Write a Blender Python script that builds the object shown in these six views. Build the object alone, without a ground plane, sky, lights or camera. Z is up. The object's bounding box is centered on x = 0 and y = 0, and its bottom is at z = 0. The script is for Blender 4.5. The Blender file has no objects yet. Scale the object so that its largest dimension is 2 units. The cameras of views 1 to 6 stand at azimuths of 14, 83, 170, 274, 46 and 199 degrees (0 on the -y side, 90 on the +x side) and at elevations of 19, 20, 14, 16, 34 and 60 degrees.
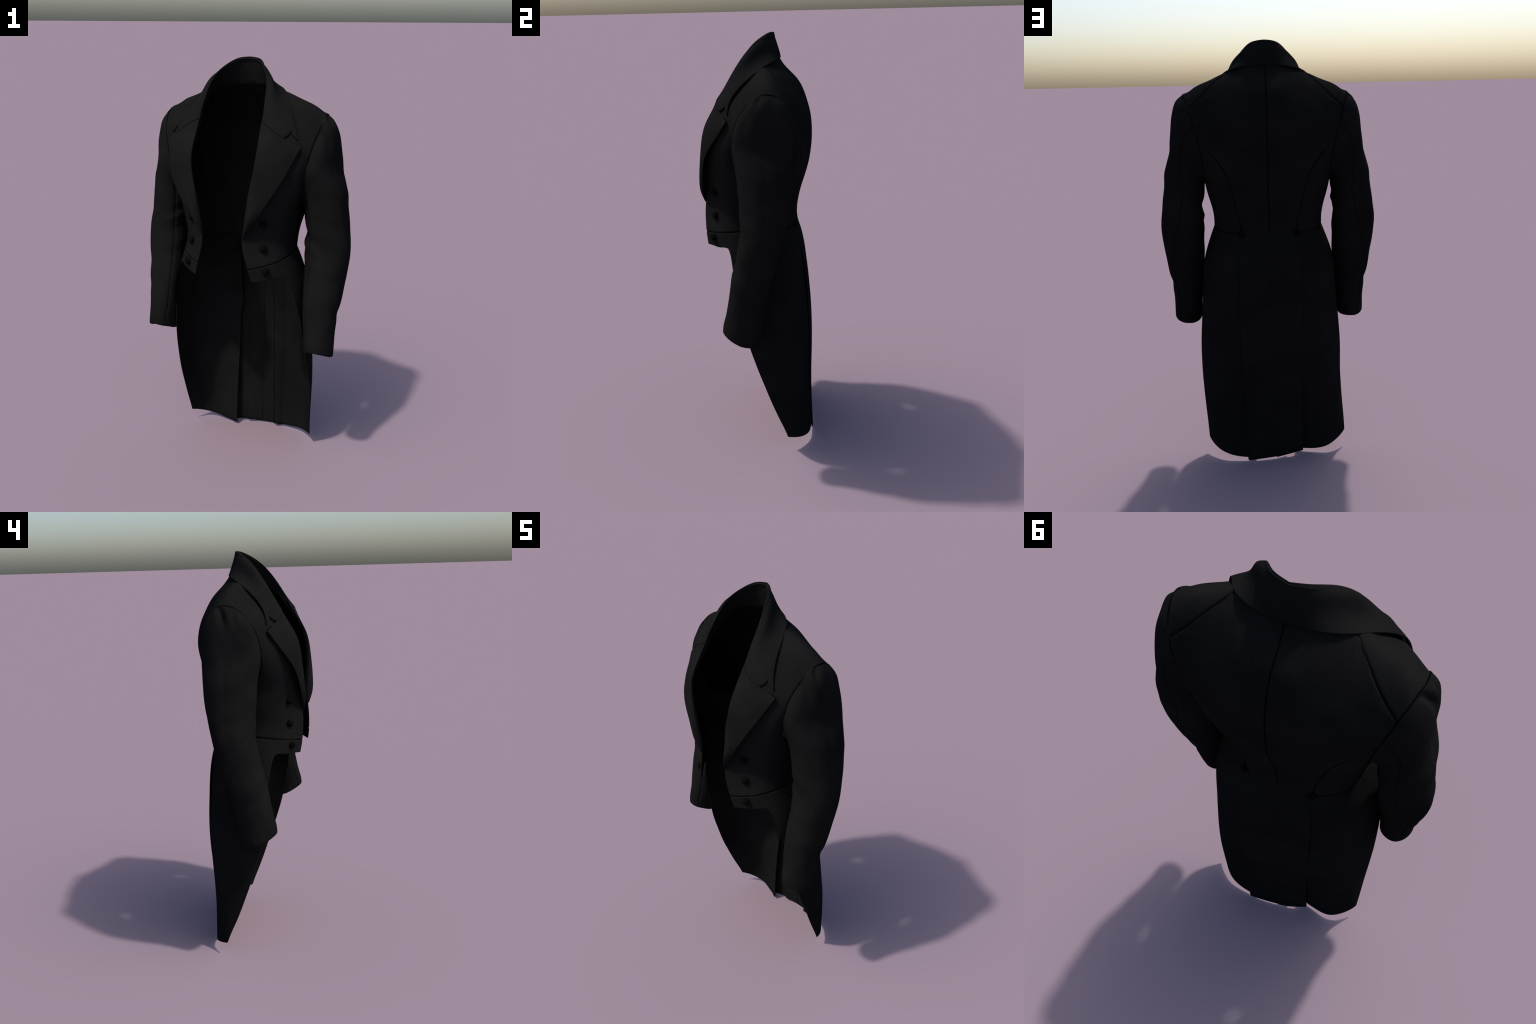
# A black wool tailcoat standing by itself, built from sewn panels.
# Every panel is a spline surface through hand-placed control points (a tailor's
# "pattern"), given cloth thickness, and sunk along its seams.
# Points are in the coat's own frame (x to wearer's left, -y front); the coat stands
# turned by TURN degrees about z.
import bpy, math
import numpy as np
from mathutils import noise, Vector

TURN = -8.0
CLOTH = 0.005
ca, sa = math.cos(math.radians(TURN)), math.sin(math.radians(TURN))
SHIFT = np.array([0.0, 0.0, 0.0])


# ------------------------------------------------------------------ splines
class Spline:
    """natural cubic spline through points P at knots k (P: n x anything)"""
    def __init__(self, k, P):
        self.k = np.asarray(k, float)
        self.P = np.asarray(P, float)
        n = len(self.k)
        h = np.diff(self.k)
        A = np.zeros((n, n))
        rhs = np.zeros_like(self.P)
        A[0, 0] = A[-1, -1] = 1.0
        for i in range(1, n - 1):
            A[i, i - 1], A[i, i], A[i, i + 1] = h[i - 1], 2 * (h[i - 1] + h[i]), h[i]
            rhs[i] = 6 * ((self.P[i + 1] - self.P[i]) / h[i] - (self.P[i] - self.P[i - 1]) / h[i - 1])
        self.M = np.linalg.solve(A, rhs.reshape(n, -1)).reshape(self.P.shape)

    def __call__(self, t):
        t = np.atleast_1d(np.asarray(t, float))
        i = np.clip(np.searchsorted(self.k, t, side='right') - 1, 0, len(self.k) - 2)
        h = self.k[i + 1] - self.k[i]
        sh = (len(t),) + (1,) * (self.P.ndim - 1)
        h = h.reshape(sh)
        a = (self.k[i + 1] - t).reshape(sh) / h
        b = (t - self.k[i]).reshape(sh) / h
        return (a * self.P[i] + b * self.P[i + 1] +
                ((a ** 3 - a) * self.M[i] + (b ** 3 - b) * self.M[i + 1]) * h * h / 6)


def chord(P):
    P = np.asarray(P, float)
    d = np.linalg.norm(np.diff(P, axis=0), axis=-1)
    if d.ndim > 1:
        d = d.mean(axis=1)
    k = np.r_[0, np.cumsum(np.maximum(d, 1e-5))]
    return k / k[-1]


class Patch:
    """tensor product surface through a grid of control points (rows x cols x 3)"""
    def __init__(self, G):
        G = np.asarray(G, float)
        self.G = G
        self.ku = chord(G)
        self.kv = chord(G.transpose(1, 0, 2))

    def grid(self, u, v):
        rows = Spline(self.ku, self.G)(u)                      # nu x C x 3
        return Spline(self.kv, rows.transpose(1, 0, 2))(v).transpose(1, 0, 2)


def curve(P, t):
    return Spline(chord(P), P)(t)


def crowd(n, lo=True, hi=True, length=0.5):
    """0..1 samples with extra ones close to the sewn ends of a side this long (m)"""
    e = np.array([.0012, .0024, .0038, .0056, .0085]) / length
    parts = [np.linspace(0, 1, n)]
    if lo:
        parts.append(e)
    if hi:
        parts.append(1 - e)
    return np.unique(np.round(np.concatenate(parts), 6))


# ------------------------------------------------------------------ cloth
def normals(P):
    du = np.gradient(P, axis=0)
    dv = np.gradient(P, axis=1)
    n = np.cross(du, dv)
    l = np.linalg.norm(n, axis=2, keepdims=True)
    n = n / np.maximum(l, 1e-12)
    bad = l[..., 0] < 1e-10
    if bad.any():
        good = n[~bad].mean(axis=0)
        n[bad] = good / np.linalg.norm(good)
    return n


def ripple(P, n, amp, freq, seed=0.0):
    if amp == 0:
        return P
    Q = P.copy()
    for idx in np.ndindex(P.shape[:2]):
        p = P[idx]
        w = noise.noise(Vector((p[0] * freq + seed, p[1] * freq, p[2] * freq * 0.55)))
        w += 0.5 * noise.noise(Vector((p[0] * freq * 2.3, p[1] * freq * 2.3 + seed, p[2] * freq * 1.4)))
        Q[idx] = p + n[idx] * (amp * w)
    return Q


def sink(P, n, seams, depth, width):
    """press the cloth in along its sewn sides; seams: subset of 'u0','u1','v0','v1'"""
    du = np.linalg.norm(np.diff(P, axis=0), axis=2)
    dv = np.linalg.norm(np.diff(P, axis=1), axis=2)
    U = np.concatenate([np.zeros((1, P.shape[1])), np.cumsum(du, axis=0)])
    V = np.concatenate([np.zeros((P.shape[0], 1)), np.cumsum(dv, axis=1)], axis=1)
    d = np.full(P.shape[:2], 9.0)
    if 'u0' in seams: d = np.minimum(d, U)
    if 'u1' in seams: d = np.minimum(d, U[-1:] - U)
    if 'v0' in seams: d = np.minimum(d, V)
    if 'v1' in seams: d = np.minimum(d, V[:, -1:] - V)
    return P - n * (depth * np.exp(-(d / width) ** 2) * np.ones(P.shape[:2]))[..., None]


def place(p):
    p = np.asarray(p, float)
    q = np.empty_like(p)
    q[..., 0] = ca * p[..., 0] - sa * p[..., 1]
    q[..., 1] = sa * p[..., 0] + ca * p[..., 1]
    q[..., 2] = p[..., 2]
    return q + SHIFT


def new_object(name, verts, faces, mat, parent, smooth=True):
    me = bpy.data.meshes.new(name)
    me.from_pydata([tuple(v) for v in verts], [], faces)
    me.validate()
    me.update()
    if smooth:
        me.polygons.foreach_set('use_smooth', [True] * len(me.polygons))
    me.materials.append(mat)
    ob = bpy.data.objects.new(name, me)
    bpy.context.scene.collection.objects.link(ob)
    ob.parent = parent
    return ob


def sheet(name, P, mat, parent, side=1, thick=CLOTH, flip=False, seams=(), wrap=False,
          amp=0.0012, freq=7.0, depth=0.0042, width=0.0038, round_rim=True, seed=0.0,
          nrm=None, weight=1.0):
    """cloth of a given thickness from a grid of outer points; side=-1 mirrors in x.
    flip=False: outward normal is du x dv"""
    P = np.asarray(P, float)
    if wrap:                                   # closed in v
        Pw = np.concatenate([P[:, -2:-1], P, P[:, 1:2]], axis=1)
        n = normals(Pw)[:, 1:-1]
    else:
        n = normals(P)
    if nrm is not None:
        n = nrm
    if flip:
        n = -n
    P = ripple(P, n, amp, freq, seed)
    P = sink(P, n, seams, depth * weight, width)
    if wrap:
        P[:, -1] = P[:, 0]
    inner = P - n * thick
    mid = P - n * (thick * 0.5)
    R, C = P.shape[:2]
    rad = thick * 0.45 if round_rim else 0.0
    outs = {}
    for key, sl, nb in (('u0', np.s_[0, :], np.s_[1, :]), ('u1', np.s_[-1, :], np.s_[-2, :]),
                        ('v0', np.s_[:, 0], np.s_[:, 1]), ('v1', np.s_[:, -1], np.s_[:, -2])):
        d = P[sl] - P[nb]
        d = d / np.maximum(np.linalg.norm(d, axis=-1, keepdims=True), 1e-9)
        if key in seams:                       # seam allowance turned under the neighbour
            outs[key] = mid[sl] + d * .0045 - n[sl] * .003
        else:
            outs[key] = mid[sl] + d * rad
    verts = list(P.reshape(-1, 3)) + list(inner.reshape(-1, 3))
    N = R * C
    idx = lambda i, j: i * C + j
    faces = []
    quad = (lambda a, b, c, d: faces.append((a, b, c, d))) if (side > 0) != flip else \
           (lambda a, b, c, d: faces.append((d, c, b, a)))
    for i in range(R - 1):
        for j in range(C - 1):
            quad(idx(i, j), idx(i + 1, j), idx(i + 1, j + 1), idx(i, j + 1))
            quad(N + idx(i, j + 1), N + idx(i + 1, j + 1), N + idx(i + 1, j), N + idx(i, j))
    def rim(key, ids, rev):
        base = len(verts)
        verts.extend(outs[key])
        for k in range(len(ids) - 1):
            a, b = ids[k], ids[k + 1]
            m, m2 = base + k, base + k + 1
            if rev:
                quad(a, b, m2, m); quad(m, m2, N + b, N + a)
            else:
                quad(b, a, m, m2); quad(m2, m, N + a, N + b)
    rim('u0', [idx(0, j) for j in range(C)], True)
    rim('u1', [idx(R - 1, j) for j in range(C)], False)
    if not wrap:
        rim('v0', [idx(i, 0) for i in range(R)], False)
        rim('v1', [idx(i, C - 1) for i in range(R)], True)
    V = np.array(verts)
    if side < 0:
        V[:, 0] *= -1
    ob = new_object(name, place(V), faces, mat, parent)
    # weld the rim seams and doubled points of closed tubes
    import bmesh
    bm = bmesh.new()
    bm.from_mesh(ob.data)
    bmesh.ops.remove_doubles(bm, verts=bm.verts, dist=1e-5)
    bmesh.ops.recalc_face_normals(bm, faces=bm.faces)
    bm.to_mesh(ob.data)
    bm.free()
    ob.data.polygons.foreach_set('use_smooth', [True] * len(ob.data.polygons))
    return ob, P, n


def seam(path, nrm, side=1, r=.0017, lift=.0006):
    """near-black tube modelling the shadow in the groove between two panels"""
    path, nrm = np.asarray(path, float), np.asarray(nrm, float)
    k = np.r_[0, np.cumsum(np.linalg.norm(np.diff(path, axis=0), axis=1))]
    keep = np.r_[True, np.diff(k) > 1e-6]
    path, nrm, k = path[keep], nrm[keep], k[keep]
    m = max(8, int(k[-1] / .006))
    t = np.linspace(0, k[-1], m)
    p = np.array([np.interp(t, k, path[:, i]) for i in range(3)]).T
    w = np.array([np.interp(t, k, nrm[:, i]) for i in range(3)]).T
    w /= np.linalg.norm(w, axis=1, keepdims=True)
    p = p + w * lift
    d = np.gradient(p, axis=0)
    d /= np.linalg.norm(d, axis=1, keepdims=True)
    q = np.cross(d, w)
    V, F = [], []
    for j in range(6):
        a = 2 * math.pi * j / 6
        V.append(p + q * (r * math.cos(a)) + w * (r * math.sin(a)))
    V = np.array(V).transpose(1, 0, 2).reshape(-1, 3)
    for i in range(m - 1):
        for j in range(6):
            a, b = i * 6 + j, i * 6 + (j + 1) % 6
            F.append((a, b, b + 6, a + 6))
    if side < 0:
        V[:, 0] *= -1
    new_object('seam', place(V), F, SEAM_SHADOW, coat)


# ------------------------------------------------------------------ materials
def wool(name, tone, grain=1.0, tint=(1.0, 1.0, 1.0), rough=0.9, lint=0.0):
    m = bpy.data.materials.new(name)
    m.use_nodes = True
    nt = m.node_tree
    nt.nodes.clear()
    N = nt.nodes.new
    L = nt.links.new
    out = N('ShaderNodeOutputMaterial')
    b = N('ShaderNodeBsdfPrincipled')
    L(b.outputs[0], out.inputs[0])
    b.inputs['Roughness'].default_value = rough
    b.inputs['Specular IOR Level'].default_value = 0.0
    tc = N('ShaderNodeTexCoord')
    # slow worn patches
    n1 = N('ShaderNodeTexNoise'); n1.inputs['Scale'].default_value = 7.0
    n1.inputs['Detail'].default_value = 4.0
    L(tc.outputs['Object'], n1.inputs['Vector'])
    r1 = N('ShaderNodeValToRGB')
    lo, hi = tone * 0.82, tone * 1.12
    r1.color_ramp.elements[0].position = 0.3
    r1.color_ramp.elements[0].color = (lo * tint[0], lo * tint[1], lo * tint[2], 1)
    r1.color_ramp.elements[1].position = 0.7
    r1.color_ramp.elements[1].color = (hi * tint[0], hi * tint[1], hi * tint[2], 1)
    L(n1.outputs[0], r1.inputs[0])
    # fibre grain
    n2 = N('ShaderNodeTexNoise'); n2.inputs['Scale'].default_value = 240.0
    n2.inputs['Detail'].default_value = 3.0
    L(tc.outputs['Object'], n2.inputs['Vector'])
    mx = N('ShaderNodeMix'); mx.data_type = 'RGBA'; mx.blend_type = 'MULTIPLY'
    mx.inputs[0].default_value = 0.35
    gr = N('ShaderNodeValToRGB')
    gr.color_ramp.elements[0].position = 0.3
    gr.color_ramp.elements[0].color = (0.6, 0.6, 0.6, 1)
    gr.color_ramp.elements[1].position = 0.7
    gr.color_ramp.elements[1].color = (1.25, 1.25, 1.25, 1)
    L(n2.outputs[0], gr.inputs[0])
    L(r1.outputs[0], mx.inputs[6]); L(gr.outputs[0], mx.inputs[7])
    col = mx.outputs[2]
    # dark pin-prick specks scattered over the nap
    v = N('ShaderNodeTexVoronoi'); v.inputs['Scale'].default_value = 34.0
    L(tc.outputs['Object'], v.inputs['Vector'])
    sr = N('ShaderNodeMapRange')
    sr.inputs['From Min'].default_value = 0.035; sr.inputs['From Max'].default_value = 0.09
    sr.inputs['To Min'].default_value = 0.45; sr.inputs['To Max'].default_value = 1.0
    L(v.outputs['Distance'], sr.inputs['Value'])
    m2 = N('ShaderNodeMix'); m2.data_type = 'RGBA'; m2.blend_type = 'MULTIPLY'
    m2.inputs[0].default_value = 1.0
    L(col, m2.inputs[6]); L(sr.outputs[0], m2.inputs[7])
    L(m2.outputs[2], b.inputs['Base Color'])
    # nap relief
    n3 = N('ShaderNodeTexNoise'); n3.inputs['Scale'].default_value = 150.0
    n3.inputs['Detail'].default_value = 5.0
    L(tc.outputs['Object'], n3.inputs['Vector'])
    bp = N('ShaderNodeBump')
    bp.inputs['Strength'].default_value = 0.6 * grain
    bp.inputs['Distance'].default_value = 0.0022
    L(n3.outputs[0], bp.inputs['Height'])
    L(bp.outputs[0], b.inputs['Normal'])
    return m


WOOL = wool('black_wool', 0.0098)  # tone lowered slightly to bring the shaded cloth nearer black
FACING = wool('smooth_black_facing', 0.0095, grain=0.45)
SEAM_SHADOW = wool('painted_seam_shadow', 0.0022, grain=0.2)
BUTTON = wool('covered_button_cloth', 0.0045, grain=1.6)

coat = bpy.data.objects.new('tailcoat', None)
bpy.context.scene.collection.objects.link(coat)
coat['label'] = 'black wool tailcoat with wide lapels, cutaway front and long tails'
coat['category'] = 'coat'


# ------------------------------------------------------------------ armhole
ARM = dict(O=(.384, .045, 1.762), F=(.333, -.088, 1.54), I=(.292, .05, 1.365), B=(.318, .187, 1.585))


def loop4(O, F, I, B, phi, n=2.0):
    """closed ring through outer, front, inner and back points"""
    O, F, I, B = (np.asarray(q, float) for q in (O, F, I, B))
    M = (O + F + I + B) / 4
    c, s = np.cos(phi), np.sin(phi)
    e = 2.0 / n
    c = np.sign(c) * np.abs(c) ** e
    s = np.sign(s) * np.abs(s) ** e
    c, s = c[..., None], s[..., None]
    return M + np.where(c > 0, c * (O - M), -c * (I - M)) + np.where(s > 0, s * (F - M), -s * (B - M))


def arm(deg):
    return loop4(ARM['O'], ARM['F'], ARM['I'], ARM['B'], np.radians(np.atleast_1d(float(deg))))[0]


# ------------------------------------------------------------------ skirt sections
# stations from the back pleat (A) round the hip to the front edge (G)
def lev(z, *xy):
    return [(x, y, z) for x, y in xy]

TOP = [lev(1.14, (.131, .172), (.208, .132), (.253, .055), (.262, -.015), (.256, -.090), (.208, -.185), (.119, -.252)),
       lev(1.07, (.136, .196), (.222, .150), (.278, .072), (.289, -.008), (.280, -.095), (.222, -.178), (.135, -.244)),
       lev(1.00, (.141, .207), (.236, .166), (.298, .084), (.312, -.004), (.298, -.106), (.245, -.165), (.160, -.235)),
       lev(0.80, (.146, .226), (.246, .186), (.317, .100), (.334, .000), (.330, -.092), (.290, -.170), (.215, -.240)),
       lev(0.57, (.146, .243), (.256, .200), (.331, .110), (.351, .020), (.347, -.058), (.325, -.140), (.270, -.220))]
LEFT = TOP + [
       lev(0.33, (.138, .243), (.246, .222), (.322, .146), (.351, .038), (.350, -.030), (.335, -.110), (.290, -.190)),
       lev(0.05, (.130, .254), (.225, .238), (.292, .187), (.328, .131), (.347, .040), (.345, -.050), (.320, -.140)),
       lev(-.10, (.128, .256), (.220, .240), (.285, .195), (.322, .150), (.345, .070), (.345, -.020), (.320, -.110))]
RIGHT = TOP + [
       lev(0.33, (.146, .216), (.250, .200), (.333, .118), (.357, .014), (.353, -.050), (.338, -.120), (.300, -.200)),
       lev(0.05, (.144, .190), (.228, .201), (.303, .180), (.367, .121), (.388, .030), (.385, -.050), (.370, -.130)),
       lev(-.10, (.143, .182), (.222, .198), (.296, .186), (.360, .135), (.390, .060), (.390, -.020), (.375, -.100))]
SIG = np.array([0, .17, .34, .46, .60, .78, 1.0])


class Skirt:
    def __init__(self, G):
        G = np.array(G)[::-1]
        self.z = Spline(G[:, 0, 2], G)

    def __call__(self, s, z):
        s, z = np.broadcast_arrays(np.asarray(s, float), np.asarray(z, float))
        rows = self.z(z.ravel())                    # n x 7 x 3
        out = np.empty((s.size, 3))
        # natural spline in s for each row
        sp = Spline(SIG, rows.transpose(1, 0, 2))
        i = np.clip(np.searchsorted(SIG, s.ravel(), side='right') - 1, 0, len(SIG) - 2)
        h = (SIG[i + 1] - SIG[i])[:, None]
        a = (SIG[i + 1] - s.ravel())[:, None] / h
        b = (s.ravel() - SIG[i])[:, None] / h
        k = np.arange(s.size)
        out = (a * sp.P[i, k] + b * sp.P[i + 1, k] +
               ((a ** 3 - a) * sp.M[i, k] + (b ** 3 - b) * sp.M[i + 1, k]) * h * h / 6)
        return out.reshape(s.shape + (3,))


waist_z = Spline(SIG, np.array([1.127, 1.132, 1.137, 1.138, 1.133, 1.116, 1.100]))
SK = {1: Skirt(LEFT), -1: Skirt(RIGHT)}


def waist(s):
    return SK[1](s, waist_z(s))


# cut edge of each tail, from the hem at the pleat, round the tip, up the cutaway
# and along the short front strip to the front corner
EDGE_TOP = [(.335, -.092, .80), (.326, -.096, .89), (.314, -.098, .95),
            (.300, -.102, .992), (.285, -.109, 1.027), (.268, -.125, 1.050), (.246, -.148, 1.056),
            (.220, -.172, 1.049), (.184, -.207, 1.045), (.148, -.242, 1.041)]
EDGE = {1: [(.130, .254, .014), (.180, .249, .018), (.230, .236, .027), (.292, .187, .046), (.327, .132, .070),
            (.338, .091, .179), (.349, .052, .287), (.353, .018, .389), (.352, -.014, .485), (.347, -.044, .58), (.342, -.072, .69)] + EDGE_TOP,
        -1: [(.144, .190, .013), (.185, .197, .014), (.235, .201, .021), (.294, .184, .038), (.332, .155, .055), (.368, .119, .072),
             (.363, .060, .211), (.359, .011, .337), (.354, -.027, .457), (.348, -.058, .572), (.346, -.080, .675)] + EDGE_TOP}
TIP = {1: 4, -1: 5}


def edge_domain(side, n_hem, n_tail, n_strip):
    S = SK[side]
    ss = np.linspace(0, 1, 801)
    dom = []
    for k, p in enumerate(EDGE[side]):
        q = S(ss, np.full_like(ss, p[2]))
        d = np.hypot(q[:, 0] - p[0], q[:, 1] - p[1])
        s = ss[d.argmin()]
        dom.append((0.0 if k == 0 else s, p[2]))
    dom[-1] = (1.0, dom[-1][1])
    dom = np.array(dom)
    tip = TIP[side]
    corner = len(dom) - 5                         # start of the short front strip
    def seg(a, b, n):
        P = np.c_[dom[a:b + 1, 0] , dom[a:b + 1, 1]]
        return curve(P * [0.6, 1.0], np.linspace(0, 1, n)) / [0.6, 1.0]
    hem = seg(0, tip, n_hem)
    rest = seg(tip, len(dom) - 1, n_tail + n_strip)
    return np.concatenate([hem, rest[1:]]), len(hem)


def skirt_panel(side):
    S = SK[side]
    E, nh = edge_domain(side, 34, 46, 34)
    n = len(E)
    # matching points on the waist seam
    f = np.arange(n) / (n - 1)
    k1, k2 = nh / n, (nh + 46) / n
    top = np.interp(f, [0, k1 * .5, k1, k2, 1], [0, .16, .34, .57, 1.0])
    t = crowd(70, True, False, 0.6)
    s = top[None] * (1 - t[:, None]) + E[None, :, 0] * t[:, None]
    z = waist_z(top)[None] * (1 - t[:, None]) + E[None, :, 1] * t[:, None]
    P = S(s, z)
    e = 2e-3
    n = np.cross(S(s + e, z) - S(s - e, z), S(s, z + e) - S(s, z - e))
    n /= np.linalg.norm(n, axis=2, keepdims=True)
    # facing that runs on under the back tail, stepped in from it
    A = P[:, :1]
    fl = np.linspace(1, 0.12, 6)
    drop = np.clip((A[..., 2:3].max() - A[..., 2:3]) / 0.12, 0, 1)
    az = A[..., 2:3]
    ex = np.full_like(az, .088) if side > 0 else .113 - .019 * np.clip((az - .64) / .11, 0, 1)
    back = np.concatenate([(ex - A[..., :1]), np.full_like(az, -.015 if side > 0 else -.009), np.zeros_like(az)], axis=2)
    tuck = np.concatenate([A + drop * back * np.array([k, k ** .5, 0.0]) for k in fl], axis=1)
    P = np.concatenate([tuck, P], axis=1)
    n = np.concatenate([np.repeat(n[:, :1], tuck.shape[1], axis=1), n], axis=1)
    return P, n


for side in (1, -1):
    SP, SN = skirt_panel(side)
    _, P, n = sheet('skirt', SP, WOOL, coat, side, flip=True, seams=('u0',), amp=0.0016, freq=6.0, seed=side, nrm=SN)
    seam(P[8:, 0] - n[8:, 0] * CLOTH, -n[8:, 0], side, r=.0011)  # dark tube draws the thin shadow line at the flap's edge

# ------------------------------------------------------------------ back tails
def tail_grid(side):
    if side > 0:
        G = [[(0, .191, 1.128), (.066, .187, 1.128), (.131, .172, 1.127)],
             [(0, .205, 1.07), (.070, .205, 1.07), (.137, .195, 1.07)],
             [(0, .220, 1.00), (.072, .223, 1.00), (.141, .216, 1.00)],
             [(-.004, .244, .81), (.073, .249, .81), (.146, .241, .81)],
             [(-.010, .256, .57), (.073, .262, .57), (.146, .254, .57)],
             [(-.013, .255, .33), (.068, .259, .33), (.140, .254, .33)],
             [(-.014, .249, .008), (.060, .261, .006), (.127, .267, .003)]]
    else:
        G = [[(0, .191, 1.128), (.066, .187, 1.128), (.131, .172, 1.127)],
             [(0, .205, 1.07), (.070, .205, 1.07), (.137, .195, 1.07)],
             [(0, .220, 1.00), (.072, .223, 1.00), (.141, .216, 1.00)],
             [(.004, .244, .81), (.075, .246, .81), (.147, .238, .81)],
             [(.010, .256, .57), (.078, .257, .57), (.147, .247, .57)],
             [(.013, .255, .33), (.080, .248, .33), (.146, .228, .33)],
             [(.014, .251, .005), (.082, .234, .012), (.143, .206, .011)]]
    return np.array(G, float)


# ------------------------------------------------------------------ body
def front_grid():
    w = [waist(s).reshape(3) for s in (1.0, .85, .70, .57, .46)]
    r = [[tuple(q) for q in w],
         [(.102, -.249, 1.20), (.172, -.192, 1.20), (.226, -.135, 1.20), (.253, -.070, 1.20), (.261, .000, 1.20)],
         [(.108, -.239, 1.305), (.175, -.190, 1.305), (.238, -.140, 1.305), (.272, -.070, 1.30), (.283, .025, 1.295)],
         [(.119, -.240, 1.38), (.185, -.205, 1.38), (.252, -.150, 1.375), (.286, -.060, 1.37), tuple(arm(180))],
         [(.134, -.240, 1.46), (.200, -.214, 1.455), (.266, -.165, 1.445), (.300, -.110, 1.425), tuple(arm(135))],
         [(.149, -.233, 1.54), (.210, -.213, 1.535), (.272, -.172, 1.53), (.314, -.126, 1.52), tuple(arm(100))],
         [(.155, -.212, 1.61), (.212, -.190, 1.61), (.268, -.160, 1.605), (.313, -.116, 1.60), tuple(arm(72))],
         [(.153, -.175, 1.675), (.210, -.158, 1.68), (.265, -.130, 1.682), (.317, -.088, 1.685), tuple(arm(45))],
         [(.149, -.133, 1.737), (.210, -.112, 1.745), (.270, -.074, 1.743), (.332, -.022, 1.756), tuple(arm(4))],
         [(.150, -.078, 1.810), (.200, -.038, 1.805), (.264, .005, 1.803), (.324, .040, 1.793), tuple(arm(-18))],
         [(.150, -.030, 1.846), (.205, .022, 1.844), (.262, .060, 1.823), (.322, .085, 1.791), tuple(arm(-36))],
         [(.150, .012, 1.876), (.182, .053, 1.858), (.238, .102, 1.812), (.297, .137, 1.751), tuple(arm(-53))]]
    return np.array(r, float)


def side_grid():
    w = [waist(s).reshape(3) for s in (.46, .34, .17, 0.0)]
    r = [[tuple(q) for q in w],
         [(.261, .000, 1.20), (.253, .080, 1.20), (.205, .138, 1.198), (.138, .170, 1.195)],
         [(.283, .025, 1.295), (.272, .110, 1.298), (.226, .163, 1.30), (.163, .187, 1.30)],
         [(.290, .047, 1.345), (.287, .132, 1.368), (.252, .182, 1.395), (.197, .208, 1.42)],
         [(.2915, .049, 1.358), (.291, .140, 1.395), (.272, .186, 1.45), (.243, .205, 1.49)],
         [tuple(arm(180)), tuple(arm(212)), tuple(arm(245)), tuple(arm(268))]]
    return np.array(r, float)


def back_grid():
    a = lambda d: tuple(arm(d))
    r = [[(0, .193, 1.128), (.035, .192, 1.128), (.066, .187, 1.128), (.090, .184, 1.127), (.112, .179, 1.127), (.131, .172, 1.127)],
         [(0, .191, 1.195), (.035, .191, 1.195), (.066, .187, 1.195), (.092, .184, 1.195), (.117, .178, 1.195), (.138, .170, 1.195)],
         [(0, .213, 1.305), (.040, .214, 1.305), (.075, .211, 1.305), (.105, .206, 1.305), (.135, .198, 1.30), (.163, .187, 1.30)],
         [(0, .246, 1.42), (.050, .247, 1.42), (.095, .243, 1.42), (.130, .236, 1.42), (.165, .224, 1.42), (.197, .208, 1.42)],
         [(0, .256, 1.50), (.060, .258, 1.50), (.115, .254, 1.50), (.160, .244, 1.497), (.203, .227, 1.493), (.243, .205, 1.49)],
         [(0, .257, 1.575), (.075, .260, 1.575), (.140, .255, 1.575), (.200, .243, 1.575), (.258, .219, 1.572), a(268)],
         [(0, .249, 1.652), (.080, .252, 1.652), (.150, .245, 1.652), (.215, .227, 1.648), (.275, .204, 1.643), a(288)],
         [(0, .226, 1.734), (.083, .226, 1.730), (.155, .212, 1.722), (.220, .194, 1.710), (.285, .174, 1.695), a(300)],
         [(0, .187, 1.800), (.085, .182, 1.798), (.165, .155, 1.789), (.226, .153, 1.763), (.290, .158, 1.726), a(304)],
         [(0, .139, 1.850), (.088, .130, 1.848), (.174, .103, 1.832), (.231, .126, 1.790), (.293, .147, 1.740), a(305.5)],
         [(0, .116, 1.888), (.090, .095, 1.887), (.182, .053, 1.858), (.238, .102, 1.812), (.297, .137, 1.751), a(307)]]
    return np.array(r, float)


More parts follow.
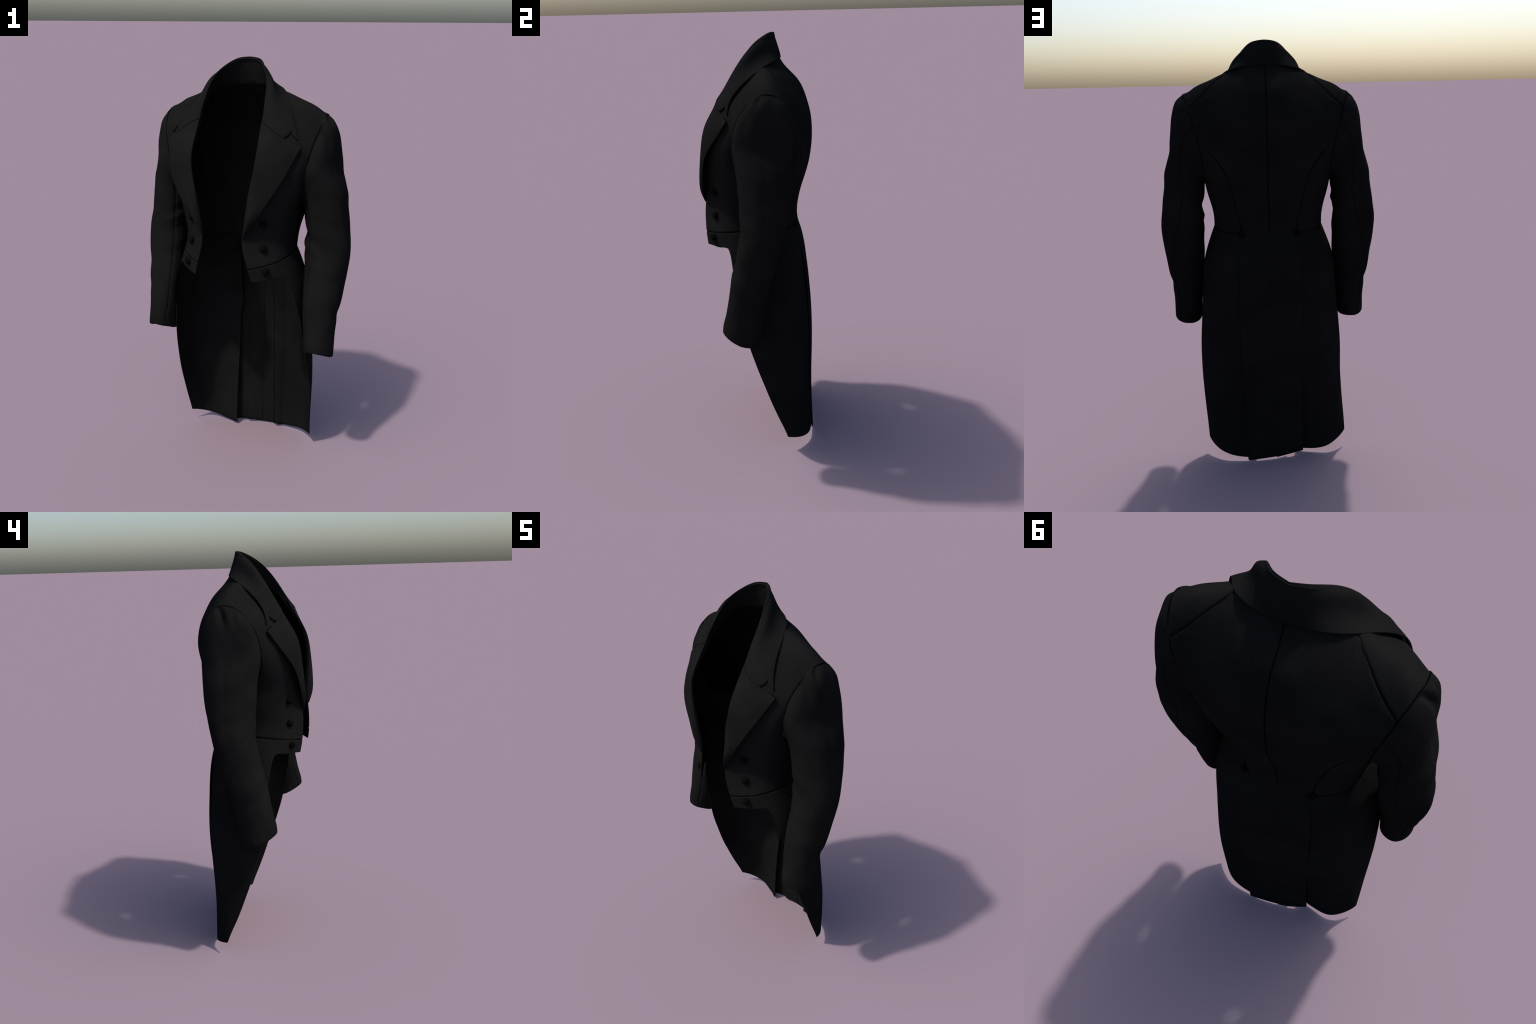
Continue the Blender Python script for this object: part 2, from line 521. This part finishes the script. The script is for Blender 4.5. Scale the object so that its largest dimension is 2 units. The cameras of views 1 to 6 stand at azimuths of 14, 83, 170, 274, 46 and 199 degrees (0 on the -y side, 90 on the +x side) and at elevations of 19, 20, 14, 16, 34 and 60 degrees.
FRONT = Patch(front_grid())
for side in (1, -1):
    P = FRONT.grid(crowd(90, True, True, .85), crowd(50, False, True, .36))
    _, P, n = sheet('front_panel', P, WOOL, coat, side, flip=True, seams=('u0', 'u1', 'v1'), amp=.0018, freq=7.0, seed=side)
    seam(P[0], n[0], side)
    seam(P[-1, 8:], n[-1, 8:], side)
    P = Patch(side_grid()).grid(crowd(40, True, True, .35), crowd(30, False, True, .2))
    _, P, n = sheet('side_panel', P, WOOL, coat, side, flip=True, seams=('u0', 'u1', 'v1'), amp=.0012, seed=side)
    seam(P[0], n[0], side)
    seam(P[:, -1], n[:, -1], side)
    # the back is cut in one with its tail; seams end at the waist, vent and pleat run on
    cols = np.array([0, .27, .5, .69, .85, 1.0])
    tail = np.array([curve(row, cols) for row in tail_grid(side)[:0:-1]])
    P = Patch(np.concatenate([tail, back_grid()])).grid(crowd(130, False, True, 1.85), crowd(44, True, True, .25))
    w = np.clip((P[..., 2] - 1.118) / .02, 0, 1)
    _, P, n = sheet('back_panel', P, WOOL, coat, side, flip=False, seams=('u1', 'v0', 'v1'), amp=.0012, freq=5.0, seed=5.0,
          weight=np.maximum(w, .5 * (side > 0)))
    low = P[P[:, 0, 2] < 1.115]
    if side > 0:
        up = P[:, 0, 2] > 1.13
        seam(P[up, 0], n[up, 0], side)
    back = np.array([0, -.0075, .0])
    if side > 0:      # vent: this tail runs on under the other one
        f = np.clip((1.13 - low[:, :1, 2:3]) / .1, 0, 1)
        lap = np.concatenate([low[:, :1] + back * min(1, .2 + k * 2.2) + f * np.array([.026 - .075 * k, 0, 0]) for k in np.linspace(0, 1, 9)], axis=1)
        over = np.clip(low[:, :1, 0] - lap[..., 0], 0, 1)      # keeps clear of the slanting upper tail
        lap[..., 1] -= over * (.06 + .32 * np.clip((.55 - lap[..., 2]) / .5, 0, 1))
        lap[..., 2] += .007 * np.clip((.1 - lap[..., 2]) / .1, 0, 1)
        _, P, n = sheet('vent_facing', lap, WOOL, coat, side, flip=False, thick=.003, amp=.0008)
        seam(P[:-8, -1] - n[:-8, -1] * .003, -n[:-8, -1], side, r=.0011)  # edge shadow of the facing, modelled as a black cord
    f = np.clip((1.12 - low[:, -1:, 2:3]) / .12, 0, 1)
    ret = np.concatenate([low[:, -1:] + np.array([-.004, -.003, 0]) + f * np.array([-.014 * k, -.012 * k, 0]) for k in np.linspace(0, 1, 6)], axis=1)
    sheet('pleat_facing', ret, WOOL, coat, side, flip=False, thick=.003, amp=.0008)

# ------------------------------------------------------------------ sleeves
# outer, front, inner and back points of each ring from the armhole to the cuff
RINGS = [
    (ARM['O'], ARM['F'], ARM['I'], ARM['B'], 2.0),
    ((.411, .046, 1.740), (.350, -.091, 1.537), (.294, .05, 1.360), (.337, .187, 1.583), 2.0),
    ((.432, .050, 1.690), (.367, -.092, 1.525), (.297, .05, 1.352), (.362, .178, 1.570), 1.95),
    ((.440, .052, 1.590), (.378, -.088, 1.490), (.300, .05, 1.338), (.390, .170, 1.520), 2.0),
    ((.468, .052, 1.440), (.388, -.078, 1.400), (.303, .045, 1.300), (.405, .164, 1.410), 2.1),
    ((.490, .048, 1.300), (.400, -.073, 1.290), (.313, .040, 1.235), (.420, .150, 1.295), 2.25),
    ((.511, .034, 1.160), (.413, -.072, 1.165), (.315, .025, 1.140), (.430, .127, 1.185), 2.25),
    ((.505, .010, 1.030), (.412, -.096, 1.040), (.319, -.005, 1.000), (.428, .098, 1.065), 2.3),
    ((.491, -.030, .875), (.410, -.127, .885), (.330, -.045, .860), (.422, .060, .915), 2.3),
    ((.481, -.054, .770), (.410, -.147, .785), (.338, -.063, .760), (.415, .034, .800), 2.2),
    ((.483, -.070, .700), (.412, -.161, .735), (.345, -.076, .695), (.415, .010, .690), 2.05),
    ((.484, -.078, .664), (.413, -.164, .704), (.347, -.081, .658), (.414, .000, .641), 2.0),
]


def hind_arm(L):
    return np.interp(L, [0, .05, .12, .20, .28, .36, .46, .58, .8, 1.1], [-74, -92, -102, -97, -90, -80, -65, -54, -58, -58])


def sleeve_grid(side):
    n = 121
    phi = np.linspace(0, 2 * np.pi, n)
    R = np.array([loop4(o, f, i, b, phi, e) for o, f, i, b, e in RINGS])
    k = chord(R)
    u = crowd(150, True, False, 1.1)
    P = Spline(k, R)(u)
    nrm = normals(P)
    if np.dot(nrm[75, 0], (1, 0, 0)) < 0:
        nrm = -nrm
    d = np.zeros(P.shape[:2])
    ang = np.degrees((phi + np.pi) % (2 * np.pi) - np.pi)[None]       # 0 outer, +90 front, -90 back
    z = P[..., 2]
    L = np.cumsum(np.r_[np.zeros((1, n)), np.linalg.norm(np.diff(P, axis=0), axis=2)], axis=0)
    # soft gathers hanging from the sleeve head
    if side > 0:
        dents = ((8, 60, 3.8, .012, .026, .026), (36, -40, 8, .007, .05, .05), (-20, 20, 9, .004, .05, .05))
    else:
        dents = ((-17, 150, 5, .018, .045, .055), (9, 110, 5.5, .009, .045, .045), (38, 30, 8, .004, .06, .05))
    for a, drift, w, depth, mid, far in dents:
        d -= depth * np.exp(-((ang - a - drift * L) / (w + 40 * L)) ** 2) * np.exp(-((L - mid) / far) ** 2) * np.clip(L / .012, 0, 1)
    # folds at the elbow, strongest on the inner side
    folds = ((1.242, -.007, .022, 165), (1.192, .007, .018, 170)) if side > 0 else ((1.302, -.005, .02, 165), (1.268, .005, .016, 170), (1.20, -.003, .02, 160))
    for zc, amp, w, ac in folds + ((1.515, -.0045, .035, -12), (1.41, .004, .035, -12), (.84, -.004, .03, -30), (1.12, .003, .03, 150),
                           (1.02, -.004, .04, 60), (1.27, -.003, .03, 40), (.86, -.003, .03, -10)):
        da = (ang - ac + 180) % 360 - 180
        d += amp * np.exp(-((z - zc - .0006 * da) / w) ** 2) * np.exp(-(da / 62) ** 2)
    # sewn seams: hind arm and fore arm
    for a in (hind_arm(L), np.full_like(L, 128.0)):
        da = np.radians((ang - a + 180) % 360 - 180) * .095
        d -= .0032 * np.exp(-(da / .005) ** 2) * np.clip(L / .01, 0, 1) * np.clip((L[-1:] - L) / .05, .15, 1)
    P = P + nrm * d[..., None]
    d -= .006 * np.exp(-(L / .0050) ** 2)
    # cuff edge rolls in
    e1 = P[-1] - nrm[-1] * .002 + np.array([0, 0, -.004])
    e2 = P[-1] - nrm[-1] * .007 + np.array([0, 0, -.007])
    P = np.concatenate([P, e1[None], e2[None]], axis=0)
    # head of the sleeve is set in under the armhole edge
    c = P[0].mean(axis=0)
    P = np.concatenate([(P[0] * .97 + c * .03 + np.array([-.012, 0, 0]))[None], P], axis=0)
    P[:, -1] = P[:, 0]
    return P


for side in (1, -1):
    Q = sleeve_grid(side)
    if side < 0:                                  # the right cuff sits a little higher
        low = np.clip((1.0 - Q[..., 2]) / .35, 0, 1)
        Q[..., 2] += low * (.009 + .07 * np.clip(.415 - Q[..., 0], -.07, .07))
        Q[..., 0] -= low * .004
    _, P, n = sheet('sleeve', Q, WOOL, coat, side, flip=True, seams=(), wrap=True, amp=.0038, freq=8.5, seed=side * 2.0)
    # groove shadows laid as dark tubes down the hind arm and fore arm, and round the armhole
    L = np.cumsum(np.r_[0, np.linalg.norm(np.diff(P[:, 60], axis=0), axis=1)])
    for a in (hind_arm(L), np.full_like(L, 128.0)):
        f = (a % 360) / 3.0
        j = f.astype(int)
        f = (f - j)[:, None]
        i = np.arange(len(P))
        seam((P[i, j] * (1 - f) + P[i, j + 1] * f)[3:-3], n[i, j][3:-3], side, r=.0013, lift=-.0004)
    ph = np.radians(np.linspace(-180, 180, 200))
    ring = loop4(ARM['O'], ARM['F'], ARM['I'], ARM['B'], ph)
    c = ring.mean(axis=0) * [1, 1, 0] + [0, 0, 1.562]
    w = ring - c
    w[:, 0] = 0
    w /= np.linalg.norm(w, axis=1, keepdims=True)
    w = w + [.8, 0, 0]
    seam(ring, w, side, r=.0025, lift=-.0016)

# ------------------------------------------------------------------ collar
FOLD = [(0, .085, 2.0), (.036, .072, 1.997), (.070, .042, 1.981), (.106, -.008, 1.944), (.131, -.051, 1.896), (.140, -.091, 1.838),
        (.147, -.129, 1.777), (.147, -.148, 1.742)]
RIM = [(0, .122, 1.890), (.064, .114, 1.888), (.126, .092, 1.881), (.179, .052, 1.864), (.219, -.005, 1.828),
       (.248, -.051, 1.791), (.272, -.086, 1.752), (.290, -.107, 1.714), (.301, -.114, 1.673)]
STAND = [(0, .109, 1.874), (.050, .099, 1.874), (.107, .058, 1.872), (.140, .008, 1.857), (.147, -.042, 1.823), (.149, -.083, 1.788),
         (.148, -.115, 1.760), (.148, -.144, 1.738)]
GORGE = [(.147, -.148, 1.742), (.181, -.163, 1.729), (.216, -.168, 1.704), (.252, -.151, 1.681), (.302, -.115, 1.670)]


# how far the fall rolls out from a straight line, fold to rim, back to front
COLLAR_SHAPE = [(.004, .004, .003), (.004, .003, .001), (.006, -.001, -.003), (.008, -.004, -.006),
                (.012, -.003, -.006), (.011, .001, -.002), (.009, .005, .003), (.008, .008, .005)]


def collar_half():
    na, nb = 64, 30
    a = np.linspace(0, 1, 9)
    f, r = curve(FOLD, a), curve(RIM, a)
    rows = []
    for k in range(8):
        d = r[k] - f[k]
        t = (f[min(k + 1, 8)] - f[max(k - 1, 0)])
        nn = np.cross(d, t)
        nn /= np.linalg.norm(nn)
        if nn[2] < 0 and k > 2: nn = -nn
        if k <= 2 and nn[1] < 0: nn = -nn
        b1, b2, b3 = np.array(COLLAR_SHAPE[k])
        rows.append([f[k], f[k] + d * .2 + nn * b1, f[k] + d * .5 + nn * b2, f[k] + d * .78 + nn * b3, r[k]])
    g = np.array(GORGE, float)
    rows.append(list(g))
    S = Patch(np.array(rows))
    vb = crowd(nb, False, True, .13)
    # front end of the collar: follows the gorge seam, then steps back for the notch
    kb = S.kv[3]
    w = 1 - kb
    vb = np.unique(np.r_[vb, kb + w * np.linspace(-.1, .6, 15)])
    stop = np.interp(vb, [0, kb - .05 * w, kb + .12 * w, kb + .30 * w, kb + .36 * w, 1.0], [1, 1, .985, .960, .925, 1.0])
    ua = np.linspace(0, .996, na)
    lift = np.zeros(na)
    P = np.empty((na, len(vb), 3))
    for j, (v, st) in enumerate(zip(vb, stop)):
        P[:, j] = S.grid(ua * st, [v])[:, 0]
    return P


def collar_sheet(fall):
    na = len(fall)
    st = curve(STAND, np.linspace(0, 1, na))
    top = fall[:, 0]
    # stand rises inside, turns over at the fold
    cols = []
    for t in np.linspace(0, .975, 12):
        cols.append(st * (1 - t) + top * t)
    inner = np.array(cols).transpose(1, 0, 2)
    return np.concatenate([inner, fall], axis=1)


half = collar_sheet(collar_half())
mir = half[::-1].copy()
mir[..., 0] *= -1
full = np.concatenate([mir, half[1:]], axis=0)
sheet('collar', full, WOOL, coat, 1, thick=.007, flip=False, seams=(), amp=.0014, freq=9.0)

# ------------------------------------------------------------------ lapels
LF = [(.100, -.250, 1.240), (.104, -.247, 1.300), (.116, -.250, 1.375), (.128, -.252, 1.450), (.142, -.247, 1.520),
      (.151, -.233, 1.592), (.151, -.198, 1.660), (.147, -.148, 1.742)]
LE = [(.1015, -.2500, 1.2405), (.123, -.252, 1.279), (.160, -.250, 1.335), (.205, -.244, 1.405), (.240, -.231, 1.463),
      (.269, -.206, 1.517), (.294, -.165, 1.578), (.317, -.123, 1.640)]
LB = [0, .017, .017, .010, .008, .010, .016, 0]


def lapel():
    rows = []
    for k in range(8):
        f, e = np.array(LF[k]), np.array(LE[k])
        if k == 7:
            rows.append([np.array(q) for q in [(.147, -.148, 1.742), (.181, -.162, 1.729), (.216, -.167, 1.704), (.250, -.151, 1.683), (.282, -.136, 1.663), (.317, -.123, 1.643)]])
            continue
        nn = np.array([.28, -.93, .2])
        rows.append([f + (e - f) * t + nn * LB[k] * b for t, b in
                     ((0, 0), (.2, .72), (.42, 1), (.62, .9), (.82, .5), (1, 0))])
    S = Patch(np.array(rows))
    P = S.grid(np.linspace(0, 1, 80), crowd(34, False, True, .15))
    # the cloth turns back under itself at the roll line
    f0 = P[:, :1]
    turn = np.concatenate([f0 + np.array(q) for q in ((.003, .014, 0), (.000, .009, 0), (-.0005, .004, 0))], axis=1)
    w = np.clip(np.linspace(0, 1, 80) / .04, 0, 1)[:, None, None]
    turn = f0 + (turn - f0) * w
    return np.concatenate([turn, P], axis=1)


LP = lapel()
for side in (1, -1):
    _, P, n = sheet('lapel', LP, FACING, coat, side, flip=True, seams=('u1',), depth=.0015, thick=.005, amp=.0012, freq=8.0, seed=side)
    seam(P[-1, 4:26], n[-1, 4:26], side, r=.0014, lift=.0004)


# ------------------------------------------------------------------ buttons
def button_mesh():
    prof = [(0, .0125), (.004, .0123), (.008, .0114), (.0115, .0097), (.0142, .0070), (.0158, .0038), (.0160, .0015), (.0150, -.0010), (.0120, -.0035), (.0060, -.0045), (0, -.0045)]
    n = 36
    verts, faces = [], []
    for r, h in prof:
        for k in range(n):
            t = 2 * math.pi * k / n
            x, y = r * math.cos(t), r * math.sin(t)
            g = noise.noise(Vector((x * 260, y * 260, h * 200))) * .0005 if r > .001 else 0
            verts.append((x, y, h + g))
    for i in range(len(prof) - 1):
        for k in range(n):
            a, b = i * n + k, i * n + (k + 1) % n
            faces.append((a, a + n, b + n, b))
    me = bpy.data.meshes.new('button')
    me.from_pydata(verts, [], faces)
    import bmesh
    bm = bmesh.new(); bm.from_mesh(me)
    bmesh.ops.remove_doubles(bm, verts=bm.verts, dist=1e-6)
    bmesh.ops.recalc_face_normals(bm, faces=bm.faces)
    bm.to_mesh(me); bm.free()
    me.polygons.foreach_set('use_smooth', [True] * len(me.polygons))
    me.materials.append(BUTTON)
    return me


BM = button_mesh()
BUTTONS = [((.176, -.192, 1.302), 'front'), ((.174, -.193, 1.189), 'front'), ((.189, -.203, 1.087), 'skirt'), ((.1312, .176, 1.127), 'back')]


def seat(c, where):
    """the spot on the cloth nearest to c, and the way it faces"""
    if where == 'back':
        n = np.array([.50, .86, .05])
        return np.array(c) - n * .004, n / np.linalg.norm(n)
    S = FRONT.grid(np.linspace(0, 1, 160), np.linspace(0, 1, 120)) if where == 'front' else SP
    n = -normals(S) if where == 'front' else -SN
    d = np.linalg.norm(S - np.array(c), axis=2)
    i, j = np.unravel_index(d.argmin(), d.shape)
    return S[i, j], n[i, j]


for side in (1, -1):
    for c, where in BUTTONS:
        c, n = seat(c, where)
        c = c.copy(); n = n.copy()
        c[0] *= side; n[0] *= side
        p = place(c)
        d = place(n) - SHIFT
        ob = bpy.data.objects.new('button', BM)
        bpy.context.scene.collection.objects.link(ob)
        ob.rotation_euler = Vector(d).to_track_quat('Z', 'Y').to_euler()
        ob.location = p + d * .0035
        ob.scale = (1.08, 1.08, 1.08)
        ob.parent = coat
